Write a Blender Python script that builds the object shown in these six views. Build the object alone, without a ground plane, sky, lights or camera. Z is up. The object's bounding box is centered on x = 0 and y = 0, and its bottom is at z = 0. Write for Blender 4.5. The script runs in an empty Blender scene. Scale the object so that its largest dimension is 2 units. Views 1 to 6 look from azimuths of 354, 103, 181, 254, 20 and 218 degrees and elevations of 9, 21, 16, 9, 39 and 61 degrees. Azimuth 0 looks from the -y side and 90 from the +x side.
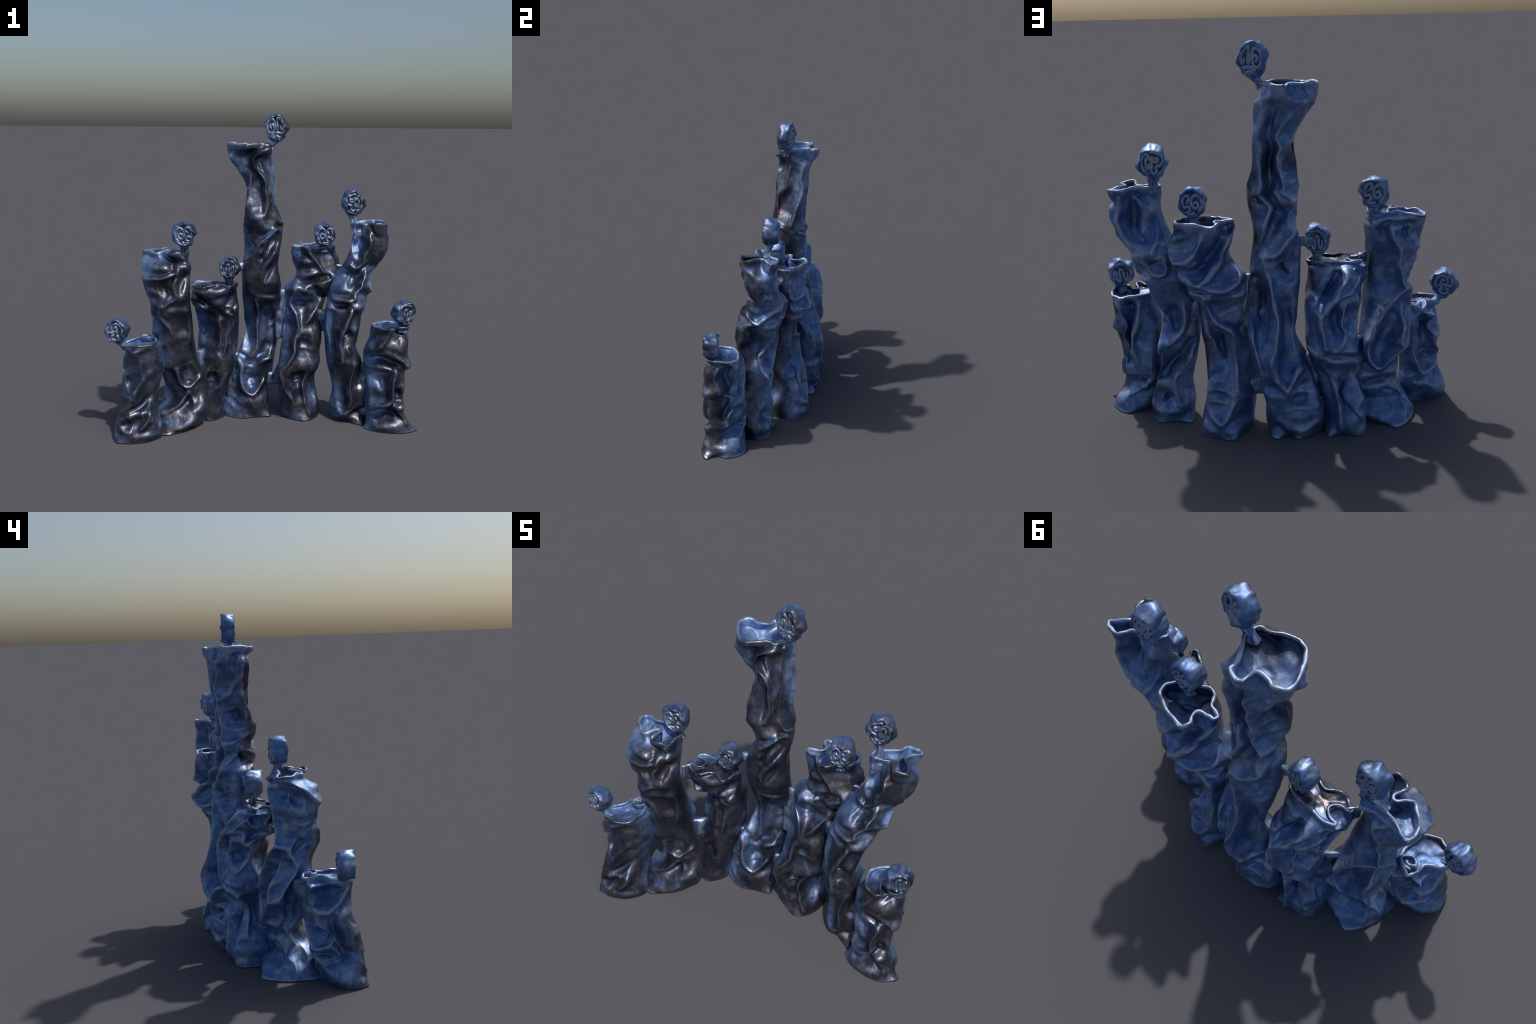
"""Bronze group of seven tall robed figures.

Every figure is a crumpled, folded tube that opens in a cup-like collar; a head
rolled up from a strip of sheet stands on the collar's edge.  A body is a loft
through plan sections (base outline, girth table, collar outline), pressed by
named fold lines: ridges and hollows given by where they run on the front,
back, left and right of the cloth.
"""
import bpy
import math
import numpy as np
from mathutils import Matrix, Vector, noise

COLUMNS = 300            # vertices round a body
ROW = 0.0055             # height step of a body

# ---------------------------------------------------------------- fold lines
# side, relief in metres (+ ridge, - hollow), half width, [(across, height)...]
# "across" is x for front and back, y for left and right.
FOLDS = {}
FOLDS["A"] = [
    ("front", 0.018, 0.016, [(-0.835, 0.579), (-0.749, 0.578), (-0.686, 0.594), (-0.656, 0.635)]),
    ("front", -0.014, 0.020, [(-0.761, 0.536), (-0.658, 0.540)]),
    ("front", -0.024, 0.016, [(-0.876, 0.177), (-0.772, 0.216), (-0.690, 0.275), (-0.652, 0.311)]),
    ("front", 0.018, 0.030, [(-0.822, 0.291), (-0.752, 0.374), (-0.688, 0.432)]),
    ("front", -0.015, 0.026, [(-0.825, 0.145), (-0.761, 0.161)]),
    ("front", 0.018, 0.014, [(-0.768, 0.075), (-0.732, 0.117), (-0.697, 0.196)]),
    ("front", 0.018, 0.020, [(-0.906, 0.147), (-0.884, 0.085), (-0.815, 0.065)]),
    ("front", -0.020, 0.012, [(-0.838, 0.394), (-0.822, 0.333)]),
    ("back", -0.045, 0.014, [(-0.766, 0.568), (-0.786, 0.414), (-0.772, 0.346)]),
    ("back", 0.020, 0.014, [(-0.835, 0.617), (-0.826, 0.414), (-0.870, 0.292)]),
    ("back", -0.035, 0.026, [(-0.797, 0.328), (-0.791, 0.259)]),
    ("back", 0.022, 0.014, [(-0.725, 0.329), (-0.751, 0.242), (-0.801, 0.197), (-0.872, 0.249)]),
    ("back", -0.035, 0.014, [(-0.754, 0.157), (-0.866, 0.166)]),
    ("left", 0.022, 0.016, [(-0.076, 0.601), (-0.045, 0.496), (-0.099, 0.420), (-0.186, 0.450), (-0.245, 0.539)]),
    ("left", -0.035, 0.020, [(-0.101, 0.489), (-0.173, 0.521)]),
    ("left", -0.035, 0.016, [(-0.177, 0.368), (-0.191, 0.140)]),
    ("left", 0.015, 0.016, [(-0.084, 0.380), (-0.153, 0.273), (-0.109, 0.209)]),
    ("left", -0.030, 0.018, [(-0.121, 0.144), (-0.178, 0.106)]),
]
FOLDS["B"] = [
    ("front", -0.055, 0.020, [(-0.604, 1.155), (-0.584, 1.101), (-0.572, 1.053)]),
    ("front", 0.020, 0.015, [(-0.546, 1.053), (-0.550, 0.957), (-0.565, 0.872)]),
    ("front", 0.022, 0.016, [(-0.751, 1.019), (-0.693, 0.982), (-0.623, 0.988), (-0.552, 1.029)]),
    ("front", -0.042, 0.032, [(-0.659, 0.922), (-0.600, 0.897)]),
    ("front", 0.018, 0.016, [(-0.701, 0.832), (-0.625, 0.807), (-0.571, 0.848)]),
    ("front", -0.025, 0.018, [(-0.452, 0.998), (-0.505, 0.968), (-0.535, 0.914)]),
    ("front", 0.015, 0.018, [(-0.492, 1.154), (-0.481, 1.076), (-0.470, 1.028)]),
    ("front", 0.014, 0.014, [(-0.655, 0.783), (-0.632, 0.721), (-0.585, 0.629)]),
    ("front", -0.018, 0.030, [(-0.519, 0.750), (-0.508, 0.597)]),
    ("front", 0.015, 0.018, [(-0.453, 0.749), (-0.460, 0.565)]),
    ("front", -0.030, 0.028, [(-0.477, 0.416), (-0.453, 0.315)]),
    ("front", 0.022, 0.015, [(-0.531, 0.392), (-0.502, 0.298), (-0.448, 0.277), (-0.387, 0.339)]),
    ("front", 0.020, 0.020, [(-0.569, 0.148), (-0.502, 0.222), (-0.424, 0.264)]),
    ("front", -0.025, 0.030, [(-0.539, 0.128), (-0.454, 0.177)]),
    ("front", 0.015, 0.025, [(-0.613, 0.029), (-0.516, 0.026), (-0.430, 0.081)]),
    ("back", 0.022, 0.018, [(-0.469, 1.086), (-0.579, 1.115), (-0.710, 1.143)]),
    ("back", 0.032, 0.020, [(-0.595, 1.054), (-0.632, 0.852), (-0.617, 0.709), (-0.513, 0.598)]),
    ("back", -0.012, 0.034, [(-0.530, 0.931), (-0.533, 0.743)]),
    ("back", -0.035, 0.024, [(-0.690, 1.067), (-0.685, 0.991)]),
    ("back", -0.020, 0.018, [(-0.550, 1.085), (-0.566, 0.993)]),
    ("back", 0.028, 0.016, [(-0.685, 0.692), (-0.622, 0.449), (-0.516, 0.325), (-0.454, 0.401), (-0.498, 0.549), (-0.603, 0.653)]),
    ("back", -0.045, 0.026, [(-0.604, 0.581), (-0.508, 0.401)]),
    ("back", -0.060, 0.022, [(-0.471, 0.229), (-0.603, 0.244)]),
    ("back", 0.020, 0.020, [(-0.604, 0.214), (-0.677, 0.075)]),
    ("left", 0.022, 0.018, [(0.070, 1.120), (-0.042, 1.070), (-0.147, 0.978)]),
    ("left", -0.035, 0.028, [(0.031, 1.022), (-0.053, 0.973)]),
    ("left", 0.022, 0.018, [(0.092, 0.891), (-0.007, 0.867), (-0.137, 0.896)]),
    ("left", -0.045, 0.036, [(-0.004, 0.770), (-0.046, 0.723)]),
    ("left", 0.020, 0.016, [(0.082, 0.751), (0.007, 0.645), (0.047, 0.509), (0.136, 0.421)]),
    ("left", 0.022, 0.018, [(0.004, 0.260), (-0.015, 0.185), (0.104, 0.115)]),
    ("left", -0.030, 0.025, [(0.002, 0.100), (-0.072, 0.118)]),
    ("left", -0.060, 0.035, [(0.003, 0.532), (0.011, 0.290)]),
]
FOLDS["C"] = [
    ("front", -0.045, 0.020, [(-0.426, 0.833), (-0.346, 0.769), (-0.236, 0.768), (-0.162, 0.829)]),
    ("front", 0.018, 0.020, [(-0.444, 0.883), (-0.322, 0.844), (-0.199, 0.868)]),
    ("front", 0.022, 0.020, [(-0.260, 0.736), (-0.198, 0.710), (-0.161, 0.748)]),
    ("front", -0.055, 0.028, [(-0.371, 0.681), (-0.353, 0.548)]),
    ("front", 0.015, 0.016, [(-0.205, 0.698), (-0.223, 0.584), (-0.229, 0.456)]),
    ("front", 0.015, 0.014, [(-0.291, 0.680), (-0.266, 0.584), (-0.273, 0.489)]),
    ("front", -0.020, 0.020, [(-0.301, 0.335), (-0.314, 0.264)]),
    ("front", 0.015, 0.020, [(-0.314, 0.218), (-0.264, 0.250), (-0.189, 0.319)]),
    ("back", -0.035, 0.014, [(-0.291, 0.970), (-0.269, 0.789), (-0.218, 0.706)]),
    ("back", 0.028, 0.020, [(-0.348, 0.954), (-0.312, 0.789), (-0.232, 0.682)]),
    ("back", -0.055, 0.024, [(-0.305, 0.712), (-0.305, 0.587)]),
    ("back", 0.018, 0.014, [(-0.210, 0.698), (-0.231, 0.493)]),
    ("back", 0.020, 0.012, [(-0.370, 0.680), (-0.342, 0.602), (-0.312, 0.508)]),
    ("back", -0.028, 0.016, [(-0.216, 0.478), (-0.364, 0.443)]),
    ("back", 0.025, 0.014, [(-0.231, 0.381), (-0.298, 0.216), (-0.313, 0.049)]),
    ("back", -0.045, 0.022, [(-0.328, 0.331), (-0.351, 0.149)]),
    ("back", 0.024, 0.014, [(-0.372, 0.411), (-0.410, 0.215), (-0.434, 0.081)]),
    ("back", -0.035, 0.018, [(-0.412, 0.908), (-0.420, 0.863)]),
    ("back", 0.020, 0.016, [(-0.442, 0.848), (-0.377, 0.788), (-0.290, 0.743)]),
    ("left", 0.022, 0.018, [(0.283, 0.806), (0.170, 0.706), (0.076, 0.814)]),
    ("left", -0.040, 0.026, [(0.179, 0.839), (0.089, 0.873)]),
    ("left", -0.035, 0.024, [(0.231, 0.668), (0.219, 0.593)]),
    ("left", 0.018, 0.016, [(0.140, 0.703), (0.173, 0.618), (0.251, 0.538)]),
    ("left", 0.022, 0.016, [(0.270, 0.436), (0.212, 0.384), (0.171, 0.288), (0.206, 0.172)]),
    ("left", -0.045, 0.022, [(0.160, 0.377), (0.150, 0.255)]),
    ("left", -0.030, 0.022, [(0.255, 0.269), (0.260, 0.149)]),
]
FOLDS["D"] = [
    ("front", -0.012, 0.022, [(-0.174, 1.749), (-0.087, 1.742), (-0.029, 1.771)]),
    ("front", 0.040, 0.015, [(0.050, 1.785), (-0.029, 1.728), (-0.036, 1.663), (0.016, 1.569), (0.035, 1.439), (0.029, 1.358)]),
    ("front", 0.032, 0.015, [(0.000, 1.692), (0.023, 1.613), (0.060, 1.504), (0.098, 1.387), (0.132, 1.299)]),
    ("front", -0.008, 0.026, [(-0.101, 1.649), (-0.042, 1.533), (-0.020, 1.417)]),
    ("front", 0.020, 0.014, [(-0.086, 1.591), (-0.100, 1.475), (-0.111, 1.366)]),
    ("front", 0.015, 0.030, [(-0.078, 1.329), (0.025, 1.336)]),
    ("front", -0.050, 0.020, [(-0.099, 1.241), (-0.084, 1.138)]),
    ("front", -0.025, 0.012, [(-0.099, 1.278), (-0.040, 1.196)]),
    ("front", 0.026, 0.016, [(0.121, 1.299), (0.034, 1.203), (-0.040, 1.167), (-0.098, 1.086)]),
    ("front", -0.030, 0.012, [(0.110, 1.284)]),
    ("front", -0.030, 0.026, [(0.085, 1.210), (0.020, 1.092)]),
    ("front", 0.020, 0.018, [(0.086, 1.129), (0.013, 1.003), (-0.001, 0.928)]),
    ("front", -0.020, 0.020, [(-0.002, 0.929), (0.072, 1.050)]),
    ("front", 0.016, 0.014, [(-0.046, 0.830), (0.105, 0.805)]),
    ("front", -0.050, 0.030, [(0.045, 0.729), (0.092, 0.604)]),
    ("front", 0.018, 0.012, [(-0.031, 0.807), (-0.015, 0.653), (-0.013, 0.465)]),
    ("front", -0.040, 0.020, [(-0.091, 0.669), (-0.074, 0.451)]),
    ("front", -0.060, 0.020, [(-0.150, 0.429), (-0.043, 0.372), (0.056, 0.464)]),
    ("front", -0.040, 0.026, [(-0.066, 0.293), (-0.042, 0.214)]),
    ("front", 0.024, 0.016, [(-0.127, 0.342), (-0.111, 0.215), (-0.042, 0.150), (0.027, 0.244)]),
    ("front", 0.020, 0.020, [(-0.241, 0.203), (-0.165, 0.280)]),
    ("front", -0.020, 0.030, [(-0.180, 0.138), (-0.210, 0.091)]),
    ("back", -0.040, 0.017, [(0.022, 1.694), (0.040, 1.502), (0.038, 1.319), (-0.009, 1.203)]),
    ("back", 0.022, 0.014, [(0.047, 1.762), (0.080, 1.668), (0.087, 1.305), (0.026, 1.218), (0.065, 1.072), (0.111, 0.983)]),
    ("back", 0.026, 0.015, [(-0.129, 1.705), (-0.016, 1.557), (-0.007, 1.417), (-0.074, 1.259), (-0.071, 1.099), (-0.004, 0.981), (0.082, 0.967)]),
    ("back", -0.030, 0.018, [(-0.085, 1.555), (-0.096, 1.359)]),
    ("back", -0.040, 0.018, [(0.100, 1.241), (0.046, 1.261)]),
    ("back", -0.035, 0.022, [(-0.023, 1.173), (0.052, 1.042)]),
    ("back", -0.060, 0.026, [(-0.025, 0.936), (-0.067, 0.859)]),
    ("back", 0.030, 0.016, [(0.076, 0.952), (0.015, 0.737), (0.005, 0.548), (0.030, 0.404), (-0.035, 0.280), (-0.089, 0.369), (-0.157, 0.368), (-0.201, 0.186)]),
    ("back", -0.050, 0.026, [(-0.035, 0.705), (-0.045, 0.435)]),
    ("back", -0.045, 0.018, [(0.071, 0.831), (0.064, 0.549)]),
    ("back", 0.020, 0.014, [(0.139, 0.629), (0.118, 0.470), (0.084, 0.355)]),
    ("back", -0.050, 0.034, [(-0.103, 0.254), (-0.102, 0.171)]),
    ("back", 0.020, 0.020, [(0.013, 0.122), (-0.092, 0.044), (-0.200, 0.102)]),
    ("left", 0.020, 0.018, [(0.212, 1.489), (0.124, 1.573), (0.037, 1.643)]),
    ("left", -0.025, 0.026, [(0.164, 1.722), (0.087, 1.733)]),
    ("left", -0.030, 0.026, [(0.145, 1.441), (0.133, 1.365)]),
    ("left", 0.020, 0.018, [(0.223, 1.251), (0.137, 1.260), (0.019, 1.297)]),
    ("left", -0.035, 0.024, [(0.078, 1.180), (0.065, 1.118)]),
    ("left", 0.018, 0.016, [(0.125, 1.184), (0.224, 1.055)]),
    ("left", -0.030, 0.022, [(0.213, 0.947), (0.200, 0.884)]),
    ("right", -0.012, 0.026, [(0.130, 1.651), (0.099, 1.414)]),
    ("right", 0.016, 0.014, [(0.077, 1.695), (0.045, 1.522), (0.021, 1.345), (0.099, 1.285)]),
    ("right", 0.016, 0.014, [(0.199, 1.731), (0.192, 1.482), (0.145, 1.304)]),
    ("back", -0.060, 0.030, [(0.112, 0.831), (0.117, 0.661), (0.112, 0.518)]),
]
FOLDS["E"] = [
    ("back", -0.045, 0.030, [(0.159, 0.563), (0.145, 0.288)]),
    ("front", 0.020, 0.030, [(0.246, 1.055), (0.338, 1.054)]),
    ("front", -0.045, 0.016, [(0.217, 0.925), (0.310, 0.919), (0.448, 0.953)]),
    ("front", -0.035, 0.020, [(0.310, 0.885), (0.419, 0.837)]),
    ("front", 0.015, 0.014, [(0.306, 1.131), (0.369, 1.039), (0.416, 0.977)]),
    ("front", 0.024, 0.016, [(0.223, 0.846), (0.200, 0.771), (0.232, 0.702), (0.240, 0.619)]),
    ("front", -0.032, 0.028, [(0.264, 0.791), (0.279, 0.729)]),
    ("front", 0.022, 0.018, [(0.400, 0.796), (0.340, 0.701), (0.294, 0.646)]),
    ("front", -0.030, 0.020, [(0.165, 0.669), (0.179, 0.572), (0.167, 0.475)]),
    ("front", 0.020, 0.016, [(0.214, 0.551), (0.202, 0.440), (0.128, 0.344), (0.108, 0.274)]),
    ("front", -0.020, 0.024, [(0.289, 0.543), (0.276, 0.487)]),
    ("front", -0.030, 0.026, [(0.217, 0.335), (0.245, 0.264)]),
    ("front", 0.020, 0.014, [(0.292, 0.305), (0.273, 0.249), (0.288, 0.150), (0.325, 0.028)]),
    ("front", -0.065, 0.028, [(0.334, 0.283), (0.340, 0.106)]),
    ("front", 0.020, 0.016, [(0.121, 0.309), (0.157, 0.195), (0.206, 0.138)]),
    ("back", -0.035, 0.034, [(0.470, 1.072), (0.459, 1.012)]),
    ("back", 0.022, 0.016, [(0.348, 1.099), (0.403, 0.996), (0.492, 0.945)]),
    ("back", -0.055, 0.018, [(0.226, 1.126), (0.339, 0.966), (0.409, 0.876)]),
    ("back", 0.028, 0.020, [(0.221, 1.053), (0.298, 0.920), (0.419, 0.823)]),
    ("back", -0.055, 0.024, [(0.254, 0.949), (0.222, 0.850)]),
    ("back", 0.035, 0.020, [(0.461, 0.847), (0.346, 0.827), (0.238, 0.813), (0.163, 0.887)]),
    ("back", -0.035, 0.016, [(0.435, 0.785), (0.304, 0.775), (0.187, 0.797)]),
    ("back", 0.026, 0.015, [(0.364, 0.738), (0.319, 0.612), (0.233, 0.556), (0.216, 0.403), (0.206, 0.256)]),
    ("back", -0.045, 0.028, [(0.314, 0.549), (0.306, 0.388)]),
    ("back", -0.025, 0.034, [(0.249, 0.705), (0.236, 0.658)]),
    ("back", -0.030, 0.028, [(0.289, 0.257), (0.299, 0.191)]),
    ("back", 0.020, 0.018, [(0.392, 0.142), (0.288, 0.090), (0.223, 0.207)]),
    ("back", 0.015, 0.014, [(0.379, 0.738), (0.380, 0.566), (0.365, 0.405)]),
    ("right", 0.016, 0.014, [(0.244, 1.108), (0.229, 0.946), (0.252, 0.817)]),
    ("right", -0.060, 0.040, [(0.183, 0.474), (0.190, 0.300)]),
    ("right", 0.020, 0.014, [(0.253, 0.651), (0.230, 0.374), (0.254, 0.165)]),
]
FOLDS["F"] = [
    ("front", -0.050, 0.018, [(0.636, 1.285), (0.656, 1.136)]),
    ("front", 0.020, 0.012, [(0.696, 1.315), (0.688, 1.166), (0.650, 1.076)]),
    ("front", -0.030, 0.020, [(0.601, 1.211), (0.618, 1.122)]),
    ("front", 0.024, 0.015, [(0.464, 1.003), (0.553, 1.044), (0.606, 1.009), (0.658, 1.061)]),
    ("front", -0.035, 0.024, [(0.578, 0.957), (0.617, 0.911)]),
    ("front", 0.022, 0.014, [(0.667, 1.008), (0.654, 0.910), (0.596, 0.835)]),
    ("front", 0.024, 0.016, [(0.430, 0.837), (0.528, 0.818), (0.626, 0.842)]),
    ("front", -0.050, 0.016, [(0.446, 0.784), (0.544, 0.775)]),
    ("front", -0.040, 0.013, [(0.447, 0.740), (0.443, 0.619), (0.466, 0.497)]),
    ("front", 0.024, 0.015, [(0.559, 0.792), (0.525, 0.658), (0.497, 0.578), (0.508, 0.415)]),
    ("front", -0.025, 0.018, [(0.523, 0.618), (0.543, 0.597)]),
    ("front", 0.015, 0.022, [(0.539, 0.523), (0.554, 0.455)]),
    ("front", -0.045, 0.028, [(0.510, 0.305), (0.521, 0.153)]),
    ("front", 0.020, 0.015, [(0.582, 0.386), (0.565, 0.276), (0.565, 0.124)]),
    ("front", -0.025, 0.018, [(0.642, 0.412), (0.639, 0.274)]),
    ("front", 0.020, 0.020, [(0.454, 0.106), (0.523, 0.062), (0.590, 0.095)]),
    ("back", -0.050, 0.018, [(0.710, 1.278), (0.707, 1.113), (0.668, 1.044)]),
    ("back", 0.018, 0.014, [(0.776, 1.279), (0.772, 1.130), (0.721, 1.022)]),
    ("back", 0.020, 0.014, [(0.633, 1.232), (0.590, 1.096), (0.619, 0.990)]),
    ("back", -0.028, 0.020, [(0.634, 0.944), (0.627, 0.925)]),
    ("back", 0.015, 0.014, [(0.688, 0.960), (0.672, 0.866), (0.597, 0.865), (0.563, 0.942)]),
    ("back", 0.020, 0.014, [(0.633, 0.771), (0.581, 0.642), (0.604, 0.512)]),
    ("back", -0.030, 0.016, [(0.549, 0.658), (0.557, 0.528)]),
    ("back", 0.022, 0.014, [(0.495, 0.689), (0.494, 0.560), (0.576, 0.462)]),
    ("back", -0.055, 0.016, [(0.461, 0.461), (0.620, 0.245)]),
    ("back", 0.022, 0.018, [(0.582, 0.495), (0.647, 0.313), (0.680, 0.160)]),
    ("back", 0.024, 0.016, [(0.457, 0.377), (0.558, 0.244), (0.550, 0.106)]),
    ("back", -0.030, 0.022, [(0.618, 0.142), (0.597, 0.107)]),
    ("right", 0.018, 0.014, [(-0.067, 1.243), (-0.019, 1.110), (0.008, 1.004)]),
    ("right", -0.030, 0.026, [(0.111, 1.120), (0.125, 1.060)]),
    ("right", 0.026, 0.018, [(-0.090, 0.910), (0.035, 0.858), (0.197, 0.989)]),
    ("right", -0.040, 0.036, [(-0.011, 0.782), (0.000, 0.572)]),
    ("right", 0.022, 0.016, [(0.137, 0.780), (0.030, 0.542), (0.080, 0.330), (0.038, 0.100)]),
    ("right", -0.010, 0.022, [(-0.003, 0.371), (-0.007, 0.182)]),
]
FOLDS["G"] = [
    ("front", 0.020, 0.016, [(0.777, 0.684), (0.760, 0.599), (0.690, 0.542), (0.639, 0.523)]),
    ("front", -0.028, 0.024, [(0.836, 0.650), (0.863, 0.610)]),
    ("front", 0.022, 0.016, [(0.665, 0.509), (0.763, 0.507), (0.855, 0.472), (0.896, 0.445)]),
    ("front", -0.055, 0.022, [(0.674, 0.443), (0.764, 0.468), (0.864, 0.419)]),
    ("front", 0.018, 0.014, [(0.641, 0.451), (0.661, 0.324), (0.673, 0.258)]),
    ("front", -0.035, 0.026, [(0.729, 0.356), (0.770, 0.282)]),
    ("front", 0.030, 0.018, [(0.828, 0.413), (0.800, 0.288), (0.793, 0.201), (0.702, 0.163), (0.652, 0.090)]),
    ("front", -0.055, 0.024, [(0.801, 0.140), (0.730, 0.102)]),
    ("front", -0.030, 0.024, [(0.848, 0.300), (0.845, 0.213)]),
    ("front", 0.025, 0.018, [(0.848, 0.125), (0.903, 0.063), (0.964, 0.034)]),
    ("back", -0.040, 0.013, [(0.808, 0.612), (0.831, 0.286)]),
    ("back", 0.018, 0.012, [(0.856, 0.663), (0.861, 0.426), (0.850, 0.251)]),
    ("back", 0.020, 0.013, [(0.756, 0.662), (0.785, 0.476), (0.783, 0.285)]),
    ("back", -0.035, 0.014, [(0.855, 0.184), (0.731, 0.205)]),
    ("back", 0.020, 0.020, [(0.906, 0.056), (0.818, 0.135), (0.735, 0.152)]),
    ("back", -0.030, 0.018, [(0.837, 0.638), (0.783, 0.628)]),
    ("right", -0.045, 0.018, [(-0.143, 0.682), (-0.122, 0.411), (-0.172, 0.255)]),
    ("right", 0.018, 0.014, [(-0.197, 0.629), (-0.171, 0.503), (-0.116, 0.362), (-0.152, 0.173)]),
    ("right", 0.018, 0.014, [(-0.093, 0.672), (-0.048, 0.436), (-0.083, 0.233)]),
    ("right", -0.035, 0.024, [(-0.062, 0.168), (-0.170, 0.103)]),
]

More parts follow.
